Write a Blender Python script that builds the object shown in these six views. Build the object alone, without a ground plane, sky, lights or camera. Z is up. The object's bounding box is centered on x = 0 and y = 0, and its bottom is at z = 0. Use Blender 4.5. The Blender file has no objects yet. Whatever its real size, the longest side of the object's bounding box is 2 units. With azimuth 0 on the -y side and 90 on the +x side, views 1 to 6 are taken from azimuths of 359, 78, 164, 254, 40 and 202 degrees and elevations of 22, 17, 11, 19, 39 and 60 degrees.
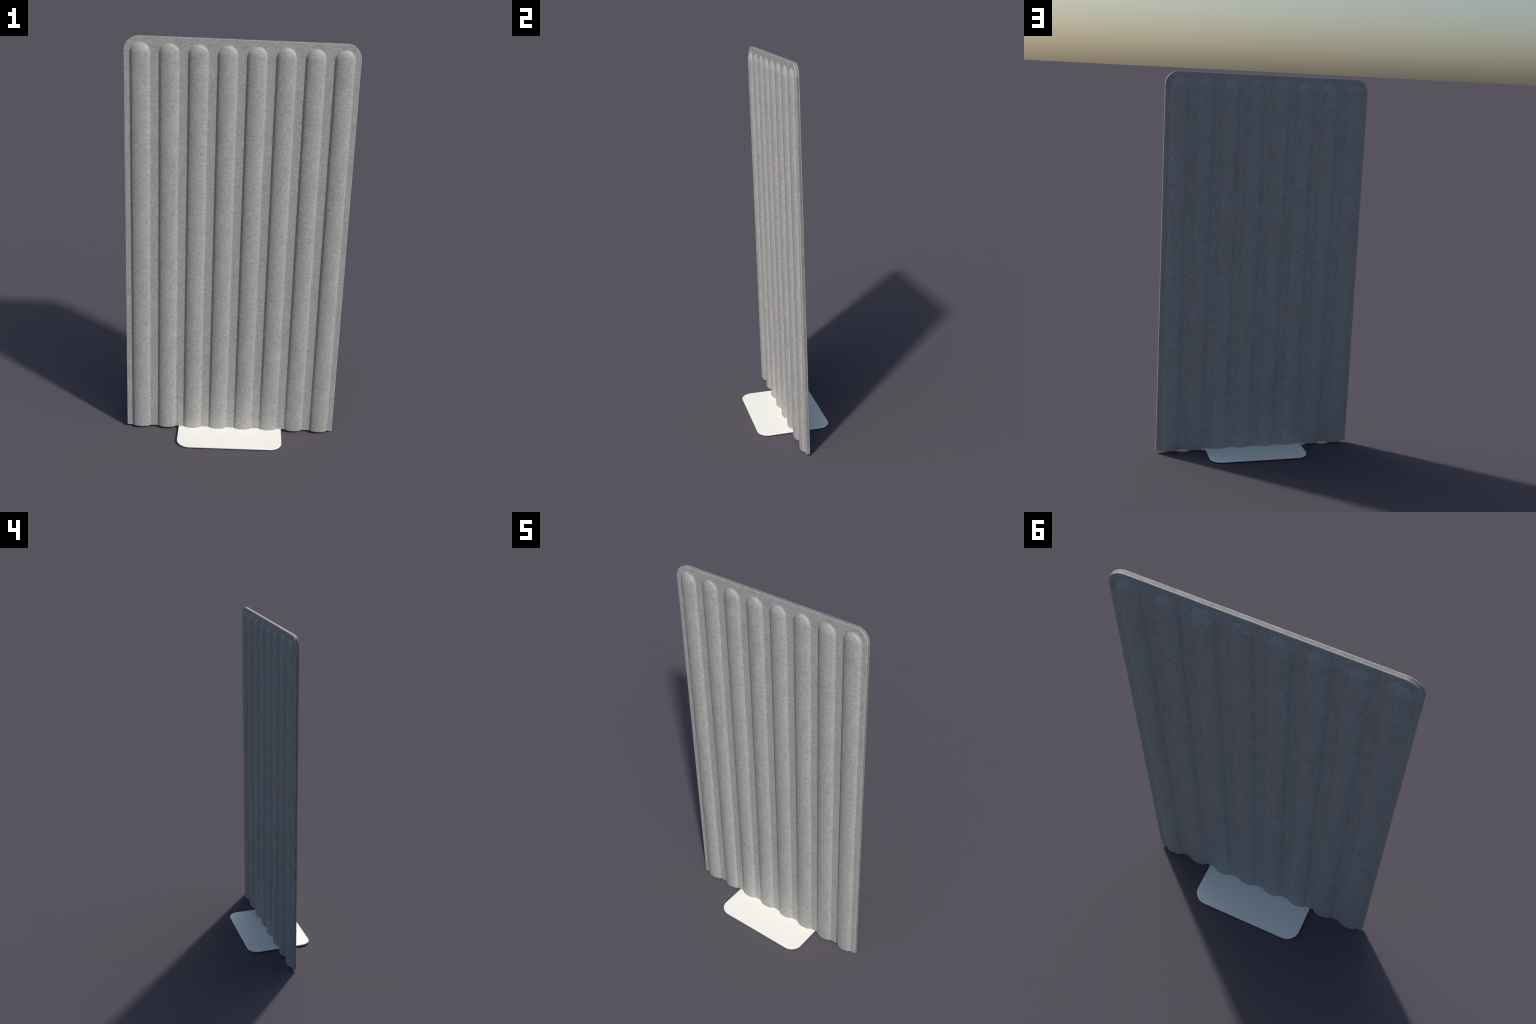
"""Free-standing acoustic room divider: a pressed grey felt panel with eight
rounded vertical ribs on each face, a darker edge band and a white steel foot plate."""
import bpy, math
import numpy as np

# ------------------------------------------------------------------ dimensions (m)
HALF_W   = 0.5308      # half width of the panel
Z_BOTTOM = 0.0113      # panel hangs just above the floor, standing on the plate
Z_TOP    = 2.0000
HALF_T   = 0.0098      # half thickness of the flat web between the ribs
BEVEL    = 0.0024      # rounding of the felt at the outer rim
WRAP     = 0.0020      # felt surface carried round on to the edge
PITCH    = 0.1308      # rib spacing
RIBS     = 8
RIB_HALF = 0.0465      # half width of one rib
CORNER_R = 0.0680      # rounding of the two upper corners
CORNER_X = HALF_W - CORNER_R
CORNER_Z = Z_TOP - CORNER_R
RIB_X    = [(i - (RIBS - 1) / 2) * PITCH for i in range(RIBS)]
DOME_Z   = 1.9270      # height at which the ribs start to round off

PLATE_X, PLATE_Y, PLATE_R = 0.2650, 0.1990, 0.0620
PLATE_Z0, PLATE_Z1, PLATE_BEVEL = 0.0036, 0.0108, 0.0016


# Cross-section of a rib, given by its slope: a shallow crown, steeper flanks, a tight fillet.
_d = np.linspace(0.0, 0.0660, 1321)
_crown = np.arcsin(np.minimum(_d / 0.0890, 1.0))


def ease(lo, hi, v):
    t = np.clip((v - lo) / (hi - lo), 0.0, 1.0)
    return t * t * (3 - 2 * t)


_angle = _crown + (math.radians(41.5) - _crown) * ease(0.0300, 0.0420, _d)
_slope = np.tan(_angle * (1 - ease(RIB_HALF - 0.0018, RIB_HALF + 0.0016, _d)))
_rise = np.concatenate([[0.0], np.cumsum((_slope[1:] + _slope[:-1]) / 2 * (_d[1] - _d[0]))])
_rise = _rise[-1] - _rise


def rib_height(x, z):
    """Bulge of the felt over the web and its gradient: ribs ending in domes at the top."""
    axis = np.round(x / PITCH - 0.5) + 0.5
    axis = np.clip(axis, -(RIBS - 1) / 2, (RIBS - 1) / 2) * PITCH
    dx, dz = x - axis, np.maximum(z - DOME_Z, 0.0)
    d = np.hypot(dx, dz)
    s = np.interp(d, _d, _slope) / np.maximum(d, 1e-9)
    return np.interp(d, _d, _rise), -s * dx, -s * dz


# ------------------------------------------------------------------ materials
def new_material(name):
    m = bpy.data.materials.new(name)
    m.use_nodes = True
    nt = m.node_tree
    return m, nt, nt.nodes["Principled BSDF"]


def noise(nt, coord, scale, size, detail, rough=0.55, turn=(0, 0, 0)):
    mp = nt.nodes.new("ShaderNodeMapping")
    mp.inputs["Scale"].default_value = size
    mp.inputs["Rotation"].default_value = turn
    nt.links.new(coord, mp.inputs["Vector"])
    n = nt.nodes.new("ShaderNodeTexNoise")
    n.inputs["Scale"].default_value = scale
    n.inputs["Detail"].default_value = detail
    n.inputs["Roughness"].default_value = rough
    nt.links.new(mp.outputs[0], n.inputs["Vector"])
    return n.outputs["Fac"]


def math_node(nt, op, a, b):
    n = nt.nodes.new("ShaderNodeMath")
    n.operation = op
    for i, v in enumerate((a, b)):
        if isinstance(v, (int, float)):
            n.inputs[i].default_value = v
        else:
            nt.links.new(v, n.inputs[i])
    return n.outputs[0]


def felt_material(name, grain, dark, mid, light, spread=1.0):
    """Pressed felt: short combed fibres (streaked noise), soft clouding, fine fuzz bump."""
    m, nt, bsdf = new_material(name)
    co = nt.nodes.new("ShaderNodeTexCoord").outputs["Object"]
    tilt = (0, math.radians(14), 0)
    streak = noise(nt, co, 1.0, grain, 3.0, 0.6, tilt)
    fibre = noise(nt, co, 1.0, tuple(g * 2.3 for g in grain), 2.0, 0.6, (0, math.radians(-24), 0))
    cloud = noise(nt, co, 1.0, (22, 22, 13), 3.0, 0.6)
    fine = noise(nt, co, 520.0, (1, 1, 1), 1.0)
    mix = math_node(nt, "ADD", math_node(nt, "MULTIPLY", streak, 0.50 * spread),
                    math_node(nt, "MULTIPLY", fibre, 0.24 * spread))
    mix = math_node(nt, "ADD", mix, math_node(nt, "MULTIPLY", cloud, 0.18 * spread))
    mix = math_node(nt, "ADD", mix, math_node(nt, "MULTIPLY", fine, 0.08 * spread))
    ramp = nt.nodes.new("ShaderNodeValToRGB")
    cr = ramp.color_ramp
    cr.elements[0].position, cr.elements[0].color = 0.38, (*dark, 1)
    cr.elements[1].position, cr.elements[1].color = 0.62, (*light, 1)
    e = cr.elements.new(0.5)
    e.color = (*mid, 1)
    nt.links.new(mix, ramp.inputs[0])
    nt.links.new(ramp.outputs[0], bsdf.inputs["Base Color"])
    bsdf.inputs["Roughness"].default_value = 0.62
    bsdf.inputs["Specular IOR Level"].default_value = 0.5
    bump = nt.nodes.new("ShaderNodeBump")
    bump.inputs["Strength"].default_value = 0.55
    bump.inputs["Distance"].default_value = 0.0016
    nt.links.new(mix, bump.inputs["Height"])
    nt.links.new(bump.outputs[0], bsdf.inputs["Normal"])
    return m


def grey(v, tint=(1.0, 1.0, 1.0)):
    return tuple(v * t for t in tint)


WARM = (1.0, 0.995, 0.985)
FELT = (grey(0.253, WARM), grey(0.319, WARM), grey(0.385, WARM))
felt_across = felt_material("felt_combed_across", (72, 72, 125), *FELT)
felt_along = felt_material("felt_combed_along", (112, 112, 66), *FELT)
BAND_TINT = (1.0, 0.995, 0.955)
felt_edge = felt_material("felt_cut_edge", (30, 110, 30),
                          grey(0.155, BAND_TINT), grey(0.208, BAND_TINT), grey(0.260, BAND_TINT))

plate_mat, nt, bsdf = new_material("white_powder_coat")
co = nt.nodes.new("ShaderNodeTexCoord").outputs["Object"]
ramp = nt.nodes.new("ShaderNodeValToRGB")
ramp.color_ramp.elements[0].position, ramp.color_ramp.elements[0].color = 0.3, (0.905, 0.905, 0.825, 1)
ramp.color_ramp.elements[1].position, ramp.color_ramp.elements[1].color = 0.7, (0.915, 0.915, 0.838, 1)
nt.links.new(noise(nt, co, 9.0, (1, 1, 1), 3.0), ramp.inputs[0])
nt.links.new(ramp.outputs[0], bsdf.inputs["Base Color"])
bsdf.inputs["Roughness"].default_value = 0.5
grain_bump = nt.nodes.new("ShaderNodeBump")
grain_bump.inputs["Strength"].default_value = 0.03
grain_bump.inputs["Distance"].default_value = 0.0005
nt.links.new(noise(nt, co, 900.0, (1, 1, 1), 1.0), grain_bump.inputs["Height"])
nt.links.new(grain_bump.outputs[0], bsdf.inputs["Normal"])


# ------------------------------------------------------------------ helpers
def add_object(name, mesh, parent, material):
    ob = bpy.data.objects.new(name, mesh)
    bpy.context.scene.collection.objects.link(ob)
    ob.parent = parent
    mesh.materials.append(material)
    return ob


def mesh_from(name, verts, faces, normals=None):
    """Mesh of the used vertices only; normals (per vertex) are set as custom ones."""
    verts = np.asarray(verts, float)
    used = np.unique(np.concatenate([np.asarray(f) for f in faces]))
    remap = np.full(len(verts), -1)
    remap[used] = np.arange(len(used))
    if normals is not None:                  # wind every face the way its normals point
        nor, turned = np.asarray(normals), []
        for f in faces:
            p = verts[f]
            flat = np.cross(p[1] - p[0], p[2] - p[0]) + np.cross(p[2] - p[0], p[-1] - p[0])
            turned.append(f if np.dot(flat, nor[f].sum(0)) >= 0 else f[::-1])
        faces = turned
    me = bpy.data.meshes.new(name)
    me.from_pydata(verts[used].tolist(), [], [[int(remap[i]) for i in f] for f in faces])
    me.polygons.foreach_set("use_smooth", [True] * len(me.polygons))
    me.update()
    if normals is not None:
        me.normals_split_custom_set_from_vertices(np.asarray(normals)[used].tolist())
    return me


# ------------------------------------------------------------------ the thing
screen = bpy.data.objects.new("room_divider_screen", None)
bpy.context.scene.collection.objects.link(screen)
screen["label"] = "tall grey felt acoustic divider with vertical ribs on a white foot plate"
screen["category"] = "room divider"

# ---- column positions across the panel: dense over each rib, sparse over the web
inner = HALF_W - BEVEL
cols = [-inner]
for xc in RIB_X:
    t = np.linspace(-1, 1, 61)
    cols += list(xc + t * (RIB_HALF + 0.004))
cols += [inner, CORNER_X, -CORNER_X]
cols = np.array(sorted(cols))
fill = []
for a, b in zip(cols[:-1], cols[1:]):        # split the wide web gaps
    n = max(1, int(math.ceil((b - a) / 0.006)))
    fill += [a + (b - a) * i / n for i in range(n)]
cols = np.array(fill + [inner])

# ---- row heights: sparse along the straight ribs, dense through the domes and corners
corner_in = CORNER_R - BEVEL
rows = np.concatenate([np.linspace(Z_BOTTOM, DOME_Z, 120)[:-1],
                       np.linspace(DOME_Z, CORNER_Z, 5)[:-1],
                       CORNER_Z + corner_in * np.sin(np.linspace(0, math.pi / 2, 53))])


def row_half_width(z):
    dz = max(z - CORNER_Z, 0.0)
    return CORNER_X + math.sqrt(max(corner_in ** 2 - dz ** 2, 0.0))


def sheet(side):
    """One felt face. side = -1 front (-y), +1 back (+y). Returns verts, normals, faces by rib, rim."""
    nx, nz = len(cols), len(rows)
    X = np.repeat(cols[None, :], nz, 0)
    Z = np.repeat(rows[:, None], nx, 1)
    for j, z in enumerate(rows):             # squeeze the outermost columns into the round corner
        w = row_half_width(z)
        s = (w - CORNER_X) / (inner - CORNER_X)
        out = np.abs(cols) > CORNER_X
        X[j, out] = np.sign(cols[out]) * (CORNER_X + (np.abs(cols[out]) - CORNER_X) * s)
    H, hx, hz = rib_height(X, Z)
    Y = side * (HALF_T + H)
    N = np.stack([-hx, np.full_like(hx, side), -hz], -1)
    N /= np.linalg.norm(N, axis=-1, keepdims=True)
    V = np.stack([X, Y, Z], -1).reshape(-1, 3)
    N = N.reshape(-1, 3)
    # merge the collapsed columns of the top row
    idx = np.arange(nx * nz).reshape(nz, nx)
    for s in (-1, 1):
        k = np.where((s * cols) > CORNER_X)[0]
        keep = k[0] - 1 if s > 0 else k[-1] + 1
        idx[-1, k] = idx[-1, keep]
    web, ribs = [], [[] for _ in RIB_X]
    for j in range(nz - 1):
        for i in range(nx - 1):
            q = [idx[j, i], idx[j, i + 1], idx[j + 1, i + 1], idx[j + 1, i]]
            q = [v for n, v in enumerate(q) if v != q[n - 1]]
            if len(q) < 3:
                continue
            if side > 0:
                q.reverse()
            c = V[q].mean(0)
            which = int(np.argmin([abs(c[0] - xc) for xc in RIB_X]))
            d = math.hypot(c[0] - RIB_X[which], max(c[2] - DOME_Z, 0.0))
            (ribs[which] if d < RIB_HALF + 0.0016 else web).append(q)
    # rim loop of the flat sheet: up the left side, over the top, down the right side
    top = [idx[-1, i] for i in range(nx) if -CORNER_X - 1e-9 <= cols[i] <= CORNER_X + 1e-9]
    rim = list(idx[:-1, 0]) + top + list(idx[:-1, -1][::-1])
    return V, N, web, ribs, rim, idx[0]


def rim_normal(p):
    """Outward direction of the panel outline at a rim point (in x, z)."""
    dz = max(p[2] - CORNER_Z, 0.0)
    if abs(p[0]) <= CORNER_X + 1e-6 and dz > 0:
        return np.array([0.0, 0.0, 1.0])
    n = np.array([p[0] - math.copysign(CORNER_X, p[0]), 0.0, dz])
    return n / np.linalg.norm(n)


band_rims = {}
for side in (-1, 1):
    V, N, web, ribs, rim, bottom = sheet(side)
    V, N = list(V), list(N)
    loop = rim
    STEPS = 5
    for k in range(1, STEPS + 2):            # quarter-round the felt at the outline, then wrap
        a = min(k / STEPS, 1.0) * math.pi / 2
        new = []
        for r in rim:
            o = rim_normal(V[r])
            p = np.array(V[r]) + o * BEVEL * math.sin(a)
            p[1] = side * (HALF_T - BEVEL * (1 - math.cos(a)) - (WRAP if k > STEPS else 0.0))
            new.append(len(V))
            V.append(p)
            N.append(o * math.sin(a) + np.array([0, side * math.cos(a), 0]))
        for a0, a1, b1, b0 in zip(loop[:-1], loop[1:], new[1:], new[:-1]):
            web.append([a0, b0, b1, a1][::1] if side > 0 else [a0, a1, b1, b0])
        loop = new
    band_rims[side] = ([np.array(V[i]) for i in loop], [np.array(V[i]) for i in bottom])
    panel = add_object("felt_panel", mesh_from("felt_panel", V, web, N), screen, felt_across)
    for n, faces in enumerate(ribs):
        along = side < 0 and n in (1, 5)     # two ribs of the front are combed upwards
        add_object("rib", mesh_from("rib", V, faces, N), panel, felt_along if along else felt_across)

# ---- cut edge between the two felt faces: set back by a hair, closed at the bottom
front, back = band_rims[-1], band_rims[1]
verts, faces, n = [], [], len(front[0])
for p in front[0] + back[0]:
    verts.append(p)
for i in range(n - 1):
    faces.append([i, n + i, n + i + 1, i + 1])
rimN = [rim_normal(p) for p in verts]
band = add_object("edge_band", mesh_from("edge_band", verts, faces, rimN), screen, felt_edge)
m = len(front[1])
under_v = front[1] + back[1] + [front[0][0], front[0][-1], back[0][0], back[0][-1]]
under_f = [[i, m + i, m + i + 1, i + 1][::-1] for i in range(m - 1)]
under_f += [[0, m, 2 * m + 2, 2 * m], [m - 1, 2 * m + 1, 2 * m + 3, 2 * m - 1]]
under = mesh_from("cut_underside", under_v, under_f, [np.array([0, 0, -1.0])] * len(under_v))
add_object("cut_underside", under, screen, felt_edge)


# ---- foot plate: rounded rectangle with softened top and bottom edges
def rounded_rectangle(hx, hy, r, steps=20):
    pts = []
    for cx, cy, a0 in ((hx - r, hy - r, 0), (-hx + r, hy - r, 90), (-hx + r, -hy + r, 180), (hx - r, -hy + r, 270)):
        for k in range(steps + 1):
            a = math.radians(a0 + 90 * k / steps)
            pts.append((cx + r * math.cos(a), cy + r * math.sin(a)))
    return pts


profile = [(-PLATE_BEVEL * (1 - math.sin(a)), PLATE_Z0 + PLATE_BEVEL * (1 - math.cos(a)))
           for a in np.linspace(0, math.pi / 2, 6)]
profile += [(-PLATE_BEVEL * (1 - math.cos(a)), PLATE_Z1 - PLATE_BEVEL * (1 - math.sin(a)))
            for a in np.linspace(0, math.pi / 2, 6)]
verts, faces = [], []
for off, z in profile:
    verts += [(x, y, z) for x, y in rounded_rectangle(PLATE_X + off, PLATE_Y + off, PLATE_R + off)]
n = len(verts) // len(profile)
for k in range(len(profile) - 1):
    for i in range(n):
        j = (i + 1) % n
        faces.append([k * n + i, k * n + j, (k + 1) * n + j, (k + 1) * n + i])
faces.append(list(range(n))[::-1])
faces.append([(len(profile) - 1) * n + i for i in range(n)])
me = bpy.data.meshes.new("base_plate")
me.from_pydata(verts, [], faces)
me.polygons.foreach_set("use_smooth", [True] * (len(faces) - 2) + [False, False])
me.update()
plate = add_object("base_plate", me, screen, plate_mat)

# ---- four low glides carry the plate off the floor
glide_mat, nt, bsdf = new_material("grey_glide_rubber")
co = nt.nodes.new("ShaderNodeTexCoord").outputs["Object"]
ramp = nt.nodes.new("ShaderNodeValToRGB")
ramp.color_ramp.elements[0].color = (0.10, 0.10, 0.10, 1)
ramp.color_ramp.elements[1].color = (0.16, 0.16, 0.16, 1)
nt.links.new(noise(nt, co, 300.0, (1, 1, 1), 2.0), ramp.inputs[0])
nt.links.new(ramp.outputs[0], bsdf.inputs["Base Color"])
bsdf.inputs["Roughness"].default_value = 0.8
ring = [(math.cos(i * math.tau / 32), math.sin(i * math.tau / 32)) for i in range(32)]
verts, faces = [], []
for r, z in ((0.0168, 0.0), (0.018, 0.0008), (0.018, PLATE_Z0 + 0.0002)):
    verts += [(r * c, r * s_, z) for c, s_ in ring]
for k in range(2):
    faces += [[k * 32 + i, k * 32 + (i + 1) % 32, (k + 1) * 32 + (i + 1) % 32, (k + 1) * 32 + i] for i in range(32)]
faces += [list(range(32))[::-1], list(range(64, 96))]
me = bpy.data.meshes.new("glide")
me.from_pydata(verts, [], faces)
me.materials.append(glide_mat)
for sx in (-1, 1):
    for sy in (-1, 1):
        g = bpy.data.objects.new("glide", me)
        bpy.context.scene.collection.objects.link(g)
        g.parent = plate
        g.location = (sx * 0.20, sy * 0.135, 0.0)
